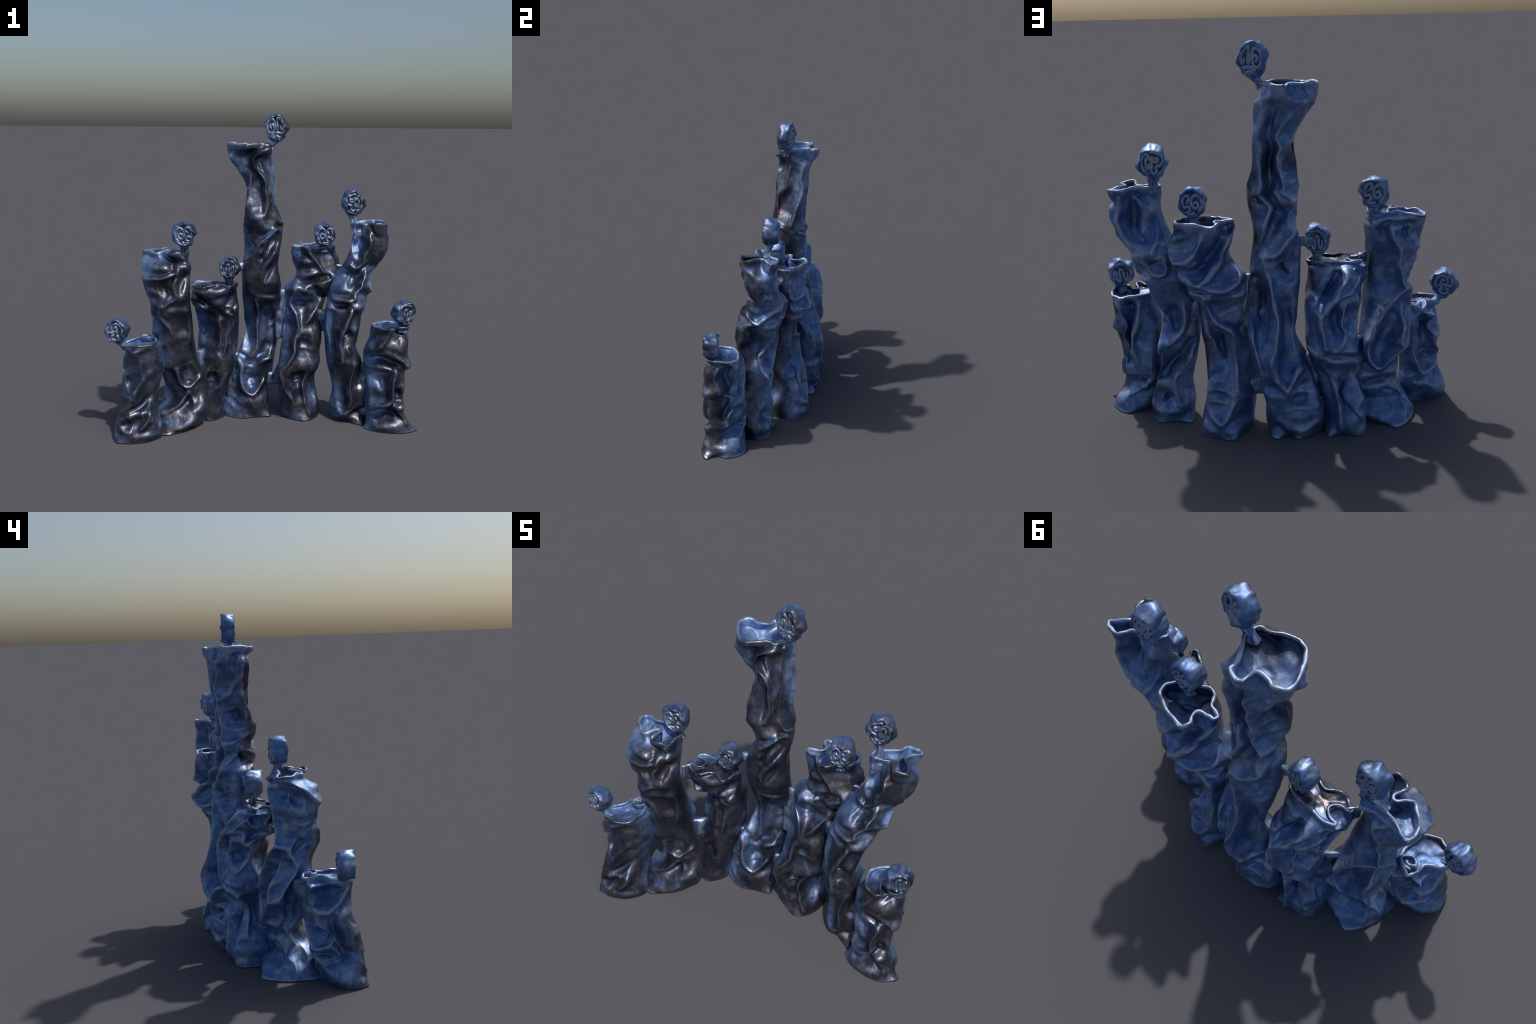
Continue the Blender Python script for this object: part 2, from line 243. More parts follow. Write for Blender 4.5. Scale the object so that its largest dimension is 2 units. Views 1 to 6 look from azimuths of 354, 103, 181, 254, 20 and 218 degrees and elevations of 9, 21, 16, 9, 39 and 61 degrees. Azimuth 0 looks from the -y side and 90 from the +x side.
# ---------------------------------------------------------------- figures
# base: plan outline on the ground.  girth: height, x from/to, y from/to.
# collar: plan outline of the cup's edge.  head: centre, half width, half
# height, half depth, facing azimuth (0 = -y), lean in degrees, coil pattern.
FIGURES = {
    "A": dict(
        base=[(-.75, -.13), (-.85, -.165), (-.915, -.215), (-.925, -.31), (-.885, -.345), (-.76, -.345), (-.65, -.27), (-.64, -.2), (-.67, -.15)],
        girth=[(.05, -.935, -.645, -.355, -.12), (.18, -.895, -.665, -.335, -.07, 2.2, .4), (.28, -.88, -.66, -.32, -.05, 2.2, .4),
               (.41, -.88, -.628, -.295, -.035, 2.2, .4), (.5, -.872, -.625, -.295, -.005, 2.2, .4), (.555, -.86, -.645, -.30, -.005, 2.2, .35)],
        collar=[(-.881, -.25), (-.824, -.274), (-.771, -.288), (-.70, -.26), (-.68, -.197), (-.672, -.12), (-.69, -.07), (-.73, -.04),
                (-.764, -.03), (-.795, -.08), (-.80, -.12), (-.85, -.15), (-.885, -.19)],
        top=.592, depth=.03, head=((-.908, -.219, .678), .075, .085, .046, -16, -12, "swirl"), neck=(-.85, -.215), roll=((-.735, -.09, .594), .05, .016, 1.35)),
    "B": dict(
        base=[(-.74, -.10), (-.70, -.19), (-.605, -.235), (-.5, -.165), (-.395, -.03), (-.42, .03), (-.47, .08), (-.54, .12), (-.62, .172),
              (-.70, .08), (-.725, 0)],
        girth=[(.05, -.71, -.36, -.205, .13), (.11, -.67, -.35, -.16, .06), (.17, -.63, -.345, -.135, .075), (.26, -.625, -.345, -.12, .12), (.37, -.65, -.39, -.145, .135),
               (.45, -.68, -.418, -.14, .135), (.55, -.70, -.435, -.14, .125), (.68, -.70, -.445, -.16, .11), (.80, -.705, -.46, -.185, .075),
               (.90, -.735, -.462, -.19, .085), (.97, -.755, -.46, -.19, .09), (1.06, -.762, -.456, -.175, .09)],
        collar=[(-.758, .047), (-.732, .084), (-.70, .081), (-.651, .053), (-.573, .038), (-.52, .04), (-.472, .03), (-.46, -.02), (-.48, -.09),
                (-.51, -.13), (-.55, -.145), (-.595, -.13), (-.607, -.1), (-.585, -.05), (-.60, -.035), (-.635, -.07), (-.667, -.082),
                (-.705, -.045), (-.742, 0)],
        top=1.137, depth=.08, head=((-.496, -.003, 1.241), .077, .086, .045, -5, 8, "curls"), neck=(-.487, .01)),
    "C": dict(
        base=[(-.455, .10), (-.42, .05), (-.33, .005), (-.25, .06), (-.235, .12), (-.245, .26), (-.33, .24), (-.41, .255), (-.447, .2)],
        girth=[(.06, -.45, -.235, .0, .288), (.12, -.455, -.23, 0, .29), (.25, -.41, -.2, 0, .27), (.34, -.395, -.17, 0, .255),
               (.41, -.4, -.15, .005, .272), (.49, -.403, -.138, .01, .297), (.60, -.40, -.135, .015, .297), (.73, -.425, -.137, -.02, .29),
               (.80, -.455, -.15, -.035, .268), (.845, -.465, -.155, -.04, .242), (.88, -.46, -.155, -.042, .205)],
        collar=[(-.45, .019), (-.413, -.012), (-.357, -.042), (-.323, -.022), (-.285, 0), (-.251, -.009), (-.212, -.04), (-.185, -.01),
                (-.165, .04), (-.145, .07), (-.16, .105), (-.22, .125), (-.30, .135), (-.362, .14), (-.424, .13), (-.43, .104), (-.392, .093),
                (-.362, .07), (-.37, .04), (-.396, .027), (-.436, .037)],
        top=.91, depth=.014, head=((-.204, .06, 1.013), .07, .08, .052, -12, 0, "arch"), neck=(-.2, .07)),
    "D": dict(
        base=[(-.24, .13), (-.19, .07), (-.115, .035), (0, .05), (.07, .06), (.07, .12), (.032, .28), (-.05, .24), (-.10, .284), (-.19, .22),
              (-.22, .16)],
        girth=[(.06, -.238, .075, .04, .305), (.16, -.22, .075, .045, .308), (.26, -.19, .09, .06, .31, 2.1, .15), (.35, -.165, .11, .07, .345, 2.1, .3),
               (.44, -.13, .125, .08, .352, 2.1, .35), (.55, -.085, .15, .085, .315, 2.1, .3), (.66, -.092, .155, .08, .282), (.77, -.103, .15, .06, .262),
               (.87, -.112, .14, .025, .255), (1.02, -.115, .122, -.005, .242),
               (1.11, -.096, .125, -.012, .228), (1.22, -.105, .14, -.02, .215), (1.30, -.11, .146, -.022, .208, 2.1, .2),
               (1.40, -.10, .115, -.005, .206, 2.4, .4), (1.545, -.09, .106, .01, .223, 2.5, .5), (1.64, -.147, .10, .012, .235, 2.5, .5), (1.72, -.198, .088, .014, .25, 2.4, .25)],
        collar=[(.011, .265), (-.019, .286), (-.042, .289), (-.055, .272), (-.058, .244), (-.067, .219), (-.087, .214), (-.126, .219),
                (-.15, .232), (-.18, .222), (-.207, .195), (-.205, .145), (-.182, .085), (-.16, .045), (-.138, .02), (-.1, .005),
                (-.046, .018), (-.015, .04), (.01, .046), (.05, .05), (.075, .1), (.07, .133), (.045, .164), (.03, .195), (.014, .233)],
        top=1.805, depth=.08, head=((.098, .096, 1.907), .077, .097, .042, -16, 8, "tongue"), neck=(.05, .095)),
    "E": dict(
        base=[(.145, .12), (.18, .03), (.275, -.05), (.36, 0), (.41, .1), (.42, .19), (.36, .25), (.24, .285), (.19, .19)],
        girth=[(.06, .143, .412, -.03, .285, 2.1, .2), (.22, .12, .38, -.04, .265, 2.1, .3), (.31, .10, .39, -.045, .25, 2.1, .3), (.39, .13, .398, -.045, .228),
               (.47, .142, .402, -.035, .22), (.55, .155, .407, -.01, .215), (.70, .17, .42, .02, .212), (.79, .163, .455, .055, .275),
               (.86, .165, .49, .03, .315), (.91, .215, .50, .02, .285), (.97, .245, .535, .028, .28), (1.05, .222, .536, .032, .28)],
        collar=[(.497, .212), (.504, .188), (.508, .15), (.474, .105), (.393, .066), (.349, .035), (.308, .048), (.287, .076), (.274, .11),
                (.232, .116), (.209, .135), (.22, .165), (.255, .163), (.293, .172), (.298, .2), (.279, .237), (.286, .265), (.304, .277),
                (.364, .268), (.406, .262), (.453, .236)],
        top=1.14, depth=.10, head=((.418, .093, 1.222), .073, .083, .05, 0, 0, "curls"), neck=(.418, .1)),
    "F": dict(
        base=[(.485, .09), (.48, .02), (.505, -.04), (.56, -.08), (.645, -.155), (.68, -.11), (.71, -.05), (.70, .03), (.645, .085), (.57, .07)],
        girth=[(.06, .475, .71, -.12, .085), (.11, .468, .71, -.13, .085, 2.5, -.3), (.22, .478, .695, -.145, .09, 2.5, -.3), (.35, .45, .665, -.15, .08, 2.5, -.3),
               (.45, .432, .643, -.155, .09, 2.5, -.3), (.56, .42, .62, -.16, .1, 2.5, -.3), (.65, .415, .626, -.165, .115, 2.5, -.3), (.74, .425, .655, -.145, .13),
               (.84, .445, .725, -.12, .17), (.92, .47, .735, -.09, .19), (.965, .50, .737, -.05, .2), (1.035, .545, .787, -.045, .188, 2.1, .35),
               (1.115, .58, .825, -.05, .18, 2.1, .4), (1.2, .592, .843, -.065, .175, 2.1, .3)],
        collar=[(.584, .042), (.596, .021), (.62, .003), (.679, .026), (.699, .022), (.711, -.011), (.714, -.041), (.728, -.06), (.795, -.05),
                (.807, -.019), (.80, .009), (.766, .058), (.77, .089), (.828, .138), (.826, .156), (.803, .175), (.75, .18), (.722, .15),
                (.709, .125), (.679, .105), (.641, .105), (.60, .09)],
        top=1.305, depth=.12, head=((.605, .102, 1.428), .079, .086, .05, 5, 0, "loops"), neck=(.622, .072)),
    "G": dict(
        base=[(.65, -.19), (.70, -.265), (.79, -.305), (.895, -.315), (.985, -.258), (.945, -.2), (.945, -.12), (.87, -.03), (.78, -.07), (.70, -.12)],
        girth=[(.04, .67, .94, -.315, -.045), (.1, .67, .90, -.285, -.06, 2.1, -.3), (.18, .67, .895, -.31, -.05, 2.1, -.4), (.29, .665, .898, -.32, -.04, 2.1, -.4),
               (.37, .66, .90, -.3, -.04, 2.1, -.4), (.43, .655, .93, -.29, -.04, 2.1, -.4), (.53, .66, .925, -.295, -.042, 2.1, -.3), (.62, .69, .92, -.30, -.048)],
        collar=[(.80, -.065), (.86, -.06), (.91, -.1), (.922, -.18), (.905, -.25), (.85, -.262), (.815, -.232), (.79, -.195), (.795, -.24), (.812, -.29), (.775, -.309),
                (.72, -.275), (.70, -.2), (.70, -.13), (.745, -.085)],
        top=.672, depth=.028, head=((.878, -.226, .763), .078, .082, .047, 12, -5, "arch"), neck=(.875, -.22)),
}

# Strips of sheet rolled into the heads, in a disc of radius 1 seen from the front.
COILS = {
    "arch": [[(-.55, -.72), (-.82, -.25), (-.72, .35), (-.3, .72), (.25, .74), (.7, .38), (.82, -.2), (.6, -.68)],
             [(-.5, .1), (-.52, -.35), (-.36, -.62), (-.24, -.3), (-.2, .2), (-.02, .36), (.1, .12), (.08, -.4), (.2, -.66), (.34, -.4), (.36, .1),
              (.5, .22), (.58, -.1), (.5, -.45)]],
    "swirl": [[(-.2, .2), (-.05, .38), (.14, .22), (.05, -.02), (-.2, -.06), (-.42, .15), (-.36, .5), (.0, .68), (.4, .55), (.68, .2), (.6, -.15)],
              [(.35, .1), (.2, -.22), (.42, -.45), (.3, -.7), (-.1, -.75), (-.3, -.5), (-.1, -.32), (-.3, -.15), (-.62, -.25), (-.78, .15), (-.55, .62)]],
    "curls": [[(-.1, -.05), (-.3, .1), (-.5, -.05), (-.4, -.32), (-.12, -.3), (.06, 0), (-.02, .4), (-.35, .62), (-.72, .35), (-.8, -.15), (-.5, -.62)],
              [(.42, .12), (.24, .3), (.32, .56), (.62, .5), (.78, .1), (.62, -.28), (.3, -.22), (.18, -.5), (.45, -.68), (.0, -.78), (-.25, -.62)]],
    "tongue": [[(-.42, -.08), (-.5, .2), (-.28, .3), (-.16, .02), (-.3, -.32), (-.66, -.3), (-.8, .1), (-.62, .58), (-.2, .68), (-.02, .3), (.06, -.12),
                (.22, -.1), (.2, .4), (.32, .72), (.66, .45), (.76, 0), (.6, -.25), (.42, .12)],
               [(-.5, -.55), (-.1, -.4), (.4, -.45), (.62, -.55)], [(-.35, -.72), (0, -.62), (.2, -.76), (.42, -.7)]],
    "loops": [[(.18, .78), (-.2, .74), (-.62, .55), (-.8, .2), (-.6, -.12), (-.25, -.28), (-.3, -.58), (-.1, -.72), (.1, -.5), (.02, -.1), (.12, .25),
               (.32, .4), (.46, .1), (.4, -.35), (.24, -.3), (.26, .05)],
              [(.05, .48), (-.2, .3), (-.42, .32), (-.4, .08), (-.08, .12), (.12, .38), (.42, .62), (.72, .35), (.76, -.15), (.55, -.55), (.2, -.72)]],
}


# ---------------------------------------------------------------- helpers
def closed_curve(points, count):
    """Smooth closed curve through control points, evenly spaced, starting at the front."""
    p = np.array(points, float)
    area = 0.5 * np.sum(p[:, 0] * np.roll(p[:, 1], -1) - np.roll(p[:, 0], -1) * p[:, 1])
    if area < 0:
        p = p[::-1]
    n, fine = len(p), []
    t = np.linspace(0, 1, 24, endpoint=False)[:, None]
    for i in range(n):
        a, b, c, d = p[i - 1], p[i], p[(i + 1) % n], p[(i + 2) % n]
        fine.append(0.5 * (2 * b + (c - a) * t + (2 * a - 5 * b + 4 * c - d) * t ** 2 + (3 * b - a - 3 * c + d) * t ** 3))
    f = np.vstack(fine)
    mid = (f.min(0) + f.max(0)) / 2
    away = f - mid
    front = np.argmin(np.where(away[:, 1] < 0, np.abs(away[:, 0]), 9))
    f = np.roll(f, -front, axis=0)
    loop = np.vstack([f, f[:1]])
    length = np.concatenate([[0], np.cumsum(np.linalg.norm(np.diff(loop, axis=0), axis=1))])
    s = np.linspace(0, length[-1], count, endpoint=False)
    return np.stack([np.interp(s, length, loop[:, k]) for k in (0, 1)], 1)


def open_curve(points, step):
    p = np.array(points, float)
    q = np.vstack([2 * p[0] - p[1], p, 2 * p[-1] - p[-2]])
    out = []
    for i in range(1, len(q) - 2):
        a, b, c, d = q[i - 1:i + 3]
        m = max(2, int(np.linalg.norm(c - b) / step))
        t = np.linspace(0, 1, m, endpoint=False)[:, None]
        out.append(0.5 * (2 * b + (c - a) * t + (2 * a - 5 * b + 4 * c - d) * t ** 2 + (3 * b - a - 3 * c + d) * t ** 3))
    out.append(p[-1:])
    return np.vstack(out)


def oval(x0, x1, y0, y1, square=2.1, turn=0.0):
    """Rounded plan section; turn > 0 stretches it from front left to back right."""
    t = np.linspace(0, 2 * math.pi, 48, endpoint=False)
    c, s = np.cos(t), np.sin(t + turn)
    return np.stack([(x0 + x1) / 2 + (x1 - x0) / 2 * np.sign(c) * np.abs(c) ** (2 / square),
                     (y0 + y1) / 2 + (y1 - y0) / 2 * np.sign(s) * np.abs(s) ** (2 / square)], 1)


def smoothstep(x):
    x = np.clip(x, 0, 1)
    return x * x * (3 - 2 * x)


def grid_normals(p):
    du = np.roll(p, -1, axis=1) - np.roll(p, 1, axis=1)
    dv = np.gradient(p, axis=0)
    n = np.cross(du, dv)
    return n / np.maximum(np.linalg.norm(n, axis=2, keepdims=True), 1e-9)


def nearest_on_line(a, z, line):
    """Distance to a fold line and how far along it (0..1) the nearest point lies."""
    pts = np.array(line)
    if len(pts) == 1:
        return np.hypot(a - pts[0, 0], z - pts[0, 1]), np.full(a.shape, 0.5)
    best, where = np.full(a.shape, 9.0), np.zeros(a.shape)
    run = np.concatenate([[0], np.cumsum(np.hypot(*np.diff(pts, axis=0).T))])
    for i, ((x0, z0), (x1, z1)) in enumerate(zip(pts[:-1], pts[1:])):
        dx, dz = x1 - x0, z1 - z0
        t = np.clip(((a - x0) * dx + (z - z0) * dz) / (dx * dx + dz * dz + 1e-12), 0, 1)
        d = np.hypot(a - x0 - t * dx, z - z0 - t * dz)
        near = d < best
        best = np.where(near, d, best)
        where = np.where(near, (run[i] + t * (run[i + 1] - run[i])) / run[-1], where)
    return best, where


SIDES = {"front": (0, -1), "back": (0, 1), "left": (-1, 0), "right": (1, 0)}


def crumple(p, n, seed, amount):
    """Soft irregular dents of the beaten sheet."""
    flat, off = p.reshape(-1, 3), Vector((seed * 7.3, seed * 3.1, seed * 5.7))
    d = np.empty(len(flat))
    for i, v in enumerate(flat):
        w = Vector(v)
        tall = Vector((w.x * 10 + w.z * 2.5, w.y * 10, w.z * 4)) + off
        d[i] = (0.32 - abs(noise.noise(tall))) * 1.9 + noise.noise(w * 13 + off) * 0.6 + (0.35 - abs(noise.noise(w * 24 + off))) * 0.22 + noise.noise(w * 60 + off) * 0.08
    return p + n * (d.reshape(p.shape[:2]) * amount)[..., None]


def body_rows(spec, folds, seed):
    top = spec["top"]
    levels = [(0.0, spec["base"])] + [(g[0], oval(*g[1:])) for g in spec["girth"]] + [(top, spec["collar"])]
    curves = [closed_curve(c, COLUMNS) for _, c in levels]
    under = top - min(0.045, 0.5 * (top - spec["girth"][-1][0]))      # the cup keeps its outline for a while below the edge
    k = len(levels) - 1
    low = levels[k - 1][0]
    h = (under - low) / (top - low)
    curves.insert(k, 0.68 * curves[k] + 0.32 * ((1 - h) * curves[k - 1] + h * curves[k]))
    levels.insert(k, (under, None))
    curves = np.stack(curves)
    zs = np.array([z for z, _ in levels])
    rows = int(top / ROW)
    zz = np.linspace(0, top, rows)
    p = np.empty((rows, COLUMNS, 3))
    # monotone cubic-like easing between sections
    for r, z in enumerate(zz):
        k = min(np.searchsorted(zs, z, side="right") - 1, len(zs) - 2)
        h = (z - zs[k]) / (zs[k + 1] - zs[k])
        a, b, c, d = curves[max(k - 1, 0)], curves[k], curves[k + 1], curves[min(k + 2, len(zs) - 1)]
        za, zd = zs[max(k - 1, 0)], zs[min(k + 2, len(zs) - 1)]
        span = zs[k + 1] - zs[k]
        m0 = (c - a) / max(zs[k + 1] - za, 1e-6) * span
        m1 = (d - b) / max(zd - zs[k], 1e-6) * span
        xy = (2 * h ** 3 - 3 * h ** 2 + 1) * b + (h ** 3 - 2 * h ** 2 + h) * m0 + (3 * h ** 2 - 2 * h ** 3) * c + (h ** 3 - h ** 2) * m1
        p[r, :, :2], p[r, :, 2] = xy, z
    n = grid_normals(p)
    keep = smoothstep((top - p[..., 2]) / 0.05) * (0.35 + 0.65 * smoothstep(p[..., 2] / 0.04))
    move = np.zeros(p.shape)
    wobble = np.array([noise.noise_vector(Vector(v) * 11 + Vector((seed, 0, 0))) for v in p.reshape(-1, 3)]).reshape(p.shape)
    for side, relief, width, line in folds:
        dx, dy = SIDES[side]
        facing = np.clip(n[..., 0] * dx + n[..., 1] * dy, 0, 1) ** 0.6
        across = (p[..., 0] if dx == 0 else p[..., 1]) + wobble[..., 0] * 0.012
        ease = len(line) > 2
        path = open_curve(line, 0.02) if ease else line
        d, along = nearest_on_line(across, p[..., 2] + wobble[..., 2] * 0.012, path)
        if relief > 0:      # ridge: a pinched crest with soft flanks
            push = 2.3 * relief * (0.75 * np.exp(-(d / (width * 1.2)) ** 2) + 0.25 * np.exp(-d / (width * 1.5)))
            push *= 0.35 + 0.65 * np.sin(math.pi * np.clip(along, 0, 1)) ** 0.6
        else:               # hollow: a bowl, deepest in the middle
            push = -0.11 * math.tanh(-2.3 * relief / 0.11) / (1 + (d / (width * 1.5)) ** 3.2)
            push *= 0.55 + 0.45 * np.sin(math.pi * np.clip(along, 0, 1))
        push = push * facing * keep
        move[..., 0] += push * dx
        move[..., 1] += push * dy
    girth_low, girth_high = p[..., :2].min(1), p[..., :2].max(1)
    p = p + move
    # folds never change the measured girth: fit each level back to its extent
    now_low, now_high = p[..., :2].min(1), p[..., :2].max(1)
    for a in (girth_low, girth_high, now_low, now_high):
        for _ in range(6):
            a[1:-1] = 0.5 * a[1:-1] + 0.25 * (a[:-2] + a[2:])
    scale = (girth_high - girth_low) / np.maximum(now_high - now_low, 1e-4)
    p[..., :2] = girth_low[:, None] + (p[..., :2] - now_low[:, None]) * scale[:, None]
    p = crumple(p, grid_normals(p), seed, 0.006)
    p[..., 2] = np.maximum(p[..., 2], 0)
    p[0, :, 2] = 0
    p[-1, :, 2] = top + np.array([0.016 * noise.noise(Vector((x * 14, y * 14, seed * 3))) for x, y in p[-1, :, :2]])
    return p


def relax(ring, times):
    for _ in range(times):
        ring = 0.5 * ring + 0.25 * (np.roll(ring, 1, 0) + np.roll(ring, -1, 0))
    return ring


def body_mesh(name, spec, folds, seed):
    p = body_rows(spec, folds, seed)
    rows = list(p)
    # the sheet's edge, then the inside of the cup down to its floor
    wall, edge = 0.016, p[-1]
    xy = edge[:, :2]
    tangent = np.roll(xy, -1, 0) - np.roll(xy, 1, 0)
    tangent /= np.maximum(np.linalg.norm(tangent, axis=1, keepdims=True), 1e-9)
    inward = np.stack([-tangent[:, 1], tangent[:, 0]], 1)
    uneven = np.array([1 + .7 * noise.noise(Vector((x * 22, y * 22, seed))) for x, y in xy])[:, None]
    for w, dz in ((0.3, .004), (0.7, .004)):
        r = edge.copy()
        r[:, :2] = xy + inward * wall * w * uneven
        r[:, 2] += dz
        rows.append(r)
    middle = xy.mean(0)
    depth = spec["depth"]
    steps = 14
    for i in range(steps + 1):
        f = i / steps
        source = p[max(0, len(p) - 1 - int(f * depth / ROW))]
        ring = source[:, :2]
        tg = np.roll(ring, -1, 0) - np.roll(ring, 1, 0)
        tg /= np.maximum(np.linalg.norm(tg, axis=1, keepdims=True), 1e-9)
        inner = relax(ring + np.stack([-tg[:, 1], tg[:, 0]], 1) * wall * uneven, 4 + 45 * i)
        shrink = 1 - 0.75 * smoothstep((f - 0.45) / 0.55)
        c = inner.mean(0)
        xy_in = c + (inner - c) * shrink
        lump = np.array([.016 * noise.noise(Vector((x * 20, y * 20, seed * 9))) for x, y in xy_in]) * f
        level = (1 - f) * edge[:, 2] + f * spec["top"]
        rows.append(np.column_stack([xy_in, level - f * depth + lump]))
    verts = np.vstack(rows)
    count, n = len(rows), COLUMNS
    i = np.arange(count - 1)[:, None] * n
    j = np.arange(n)[None, :]
    k = (j + 1) % n
    faces = np.stack([i + j, i + k, i + n + k, i + n + j], -1).reshape(-1, 4).tolist()
    floor = len(verts)
    verts = np.vstack([verts, rows[-1].mean(0)[None], p[0].mean(0)[None]])
    faces += [(floor, (count - 1) * n + a, (count - 1) * n + (a + 1) % n) for a in range(n)]
    faces += [(floor + 1, (a + 1) % n, a) for a in range(n)]
    return make_mesh(name, verts, faces)


def make_mesh(name, verts, faces):
    me = bpy.data.meshes.new(name)
    me.from_pydata([tuple(v) for v in verts], [], [tuple(f) for f in faces])
    me.validate()
    me.update()
    me.polygons.foreach_set("use_smooth", [True] * len(me.polygons))
    return me


# ---------------------------------------------------------------- heads
def head_mesh(name, spec, seed):
    centre, ru, rv, half, facing, lean, pattern = spec
    verts, faces = [], []
    around = 72
    # shell: recessed face, rolled rim, barrel, other face
    half_profile = [(.0, .40), (.45, .42), (.69, .5), (.74, .88), (.80, .99), (.88, .93), (.95, .70), (1.0, .36)]
    profile = half_profile + [(1.02, 0)] + [(r, -h) for r, h in reversed(half_profile)]
    t = np.linspace(0, 2 * math.pi, around, endpoint=False)
    for r, h in profile:
        for a in t:
            w = Vector((math.cos(a) * 1.6 + seed * 5, math.sin(a) * 1.6, h * .8))
            lump = 1 + .24 * noise.noise(w) + .07 * noise.noise(w * 2.3)
            chin = 1 - .16 * smoothstep((-math.sin(a) - .2) / .8) * abs(math.cos(a))
            verts.append((math.cos(a) * r * lump * chin, math.sin(a) * r * lump, h * (1 + .3 * noise.noise(w * 1.4 + Vector((9, 9, 9))))))
    for i in range(len(profile) - 1):
        for j in range(around):
            k = (j + 1) % around
            faces.append((i * around + j, i * around + k, (i + 1) * around + k, (i + 1) * around + j))
    # the rolled strip, running through the head from face to face
    thick = .27
    for s, line in enumerate(COILS[pattern]):
        c = open_curve(line, .035)
        tg = np.gradient(c, axis=0)
        tg /= np.linalg.norm(tg, axis=1, keepdims=True)
        nn = np.stack([-tg[:, 1], tg[:, 0]], 1)
        section = [(.5, -.8), (.5, .78), (.34, .93), (0, .97), (-.34, .93), (-.5, .78), (-.5, -.8), (-.34, -.93), (0, -.97), (.34, -.93)]
        start, m = len(verts), len(section)
        for q, (pt, nv) in enumerate(zip(c, nn)):
            taper = min(1, .55 + .15 * min(q, len(c) - 1 - q))
            for w, h in section:
                x, y = pt + nv * w * thick * taper
                verts.append((x * .9, y * .9, h * (1 + .04 * math.sin(q * .4 + s))))
        for q in range(len(c) - 1):
            for j in range(m):
                k = (j + 1) % m
                faces.append((start + q * m + j, start + q * m + k, start + (q + 1) * m + k, start + (q + 1) * m + j))
        faces.append(tuple(start + j for j in range(m)))
        faces.append(tuple(start + (len(c) - 1) * m + j for j in reversed(range(m))))
    v = np.array(verts) * (ru * .94, rv * .94, half * .97)
    # disc plane: u right, v up, w towards the viewer; lean, then turn to face
    l, f = math.radians(lean), math.radians(facing)
    u, up = v[:, 0] * math.cos(l) - v[:, 1] * math.sin(l), v[:, 0] * math.sin(l) + v[:, 1] * math.cos(l)
    w = v[:, 2]
    x = u * math.cos(f) + w * math.sin(f)
    y = u * math.sin(f) - w * math.cos(f)
    me = make_mesh(name, np.column_stack([x, y, up]) + np.array(centre), faces)
    return me


def roll_mesh(name, centre, radius, height, turns):
    """A strip of sheet rolled into a flat spiral, lying on the collar."""
    verts, faces = [], []
    steps, section = int(turns * 40), [(.5, -1), (.5, .8), (.25, 1), (-.25, 1), (-.5, .8), (-.5, -1)]
    for q in range(steps):
        a = q / 40 * 2 * math.pi
        r = radius * (.25 + .6 * q / steps) * (1 + .35 * noise.noise(Vector((a * .7, 3.3, 0))))
        for w, h in section:
            rr = r + w * radius * .3
            verts.append((centre[0] + rr * math.cos(a) * 1.2, centre[1] + rr * math.sin(a) * .85, centre[2] + h * height * (1 + .6 * noise.noise(Vector((a, 0, 7))))))
    m = len(section)
    for q in range(steps - 1):
        for j in range(m):
            k = (j + 1) % m
            faces.append((q * m + j, q * m + k, (q + 1) * m + k, (q + 1) * m + j))
    faces += [tuple(range(m)), tuple((steps - 1) * m + j for j in reversed(range(m)))]
    return make_mesh(name, verts, faces)


def neck_mesh(name, spec, seed):
    (cx, cy, cz), ru, rv = spec["head"][0], spec["head"][1], spec["head"][2]
    bx, by = spec["neck"]
    z0, z1 = spec["top"] - .035, cz - rv * .7
    rows, n = 16, 40
    verts = []
    for i in range(rows):
        f = i / (rows - 1)
        e = smoothstep(np.array(f))
        x, y, z = bx + (cx - bx) * e, by + (cy - by) * e, z0 + (z1 - z0) * f
        r = .030 - .010 * math.sin(math.pi * f) + .002 * f
        for a in np.linspace(0, 2 * math.pi, n, endpoint=False):
            w = Vector((math.cos(a) * 2 + seed, math.sin(a) * 2, f * 2))
            k = r * (1 + .35 * noise.noise(w))
            verts.append((x + k * 1.15 * math.cos(a), y + k * .95 * math.sin(a), z))
    faces = [(i * n + j, i * n + (j + 1) % n, (i + 1) * n + (j + 1) % n, (i + 1) * n + j) for i in range(rows - 1) for j in range(n)]
    faces.append(tuple(range(n))[::-1])
    faces.append(tuple((rows - 1) * n + j for j in range(n)))
    return make_mesh(name, verts, faces)


# ---------------------------------------------------------------- webs
# ragged metal left where neighbouring figures were fused: from point, to point, heights, half depth
WEBS = [
    ((-.68, -.06), (-.62, -.02), .45, .56, .03),
    ((-.46, -.02), (-.42, .03), .82, .92, .02),
    ((-.45, .02), (-.36, .10), .06, .47, .05),
    ((-.20, .14), (-.08, .16), .10, .42, .05),
    ((-.15, .09), (-.08, .10), .985, 1.04, .022),
    ((.07, .15), (.18, .16), .20, .28, .022),
    ((.12, .13), (.20, .14), .52, .85, .026),
    ((.37, .10), (.47, .05), .58, .72, .035),
    ((.44, .13), (.54, .10), .82, 1.02, .03),
    ((.65, -.08), (.70, -.11), .05, .40, .03),
]


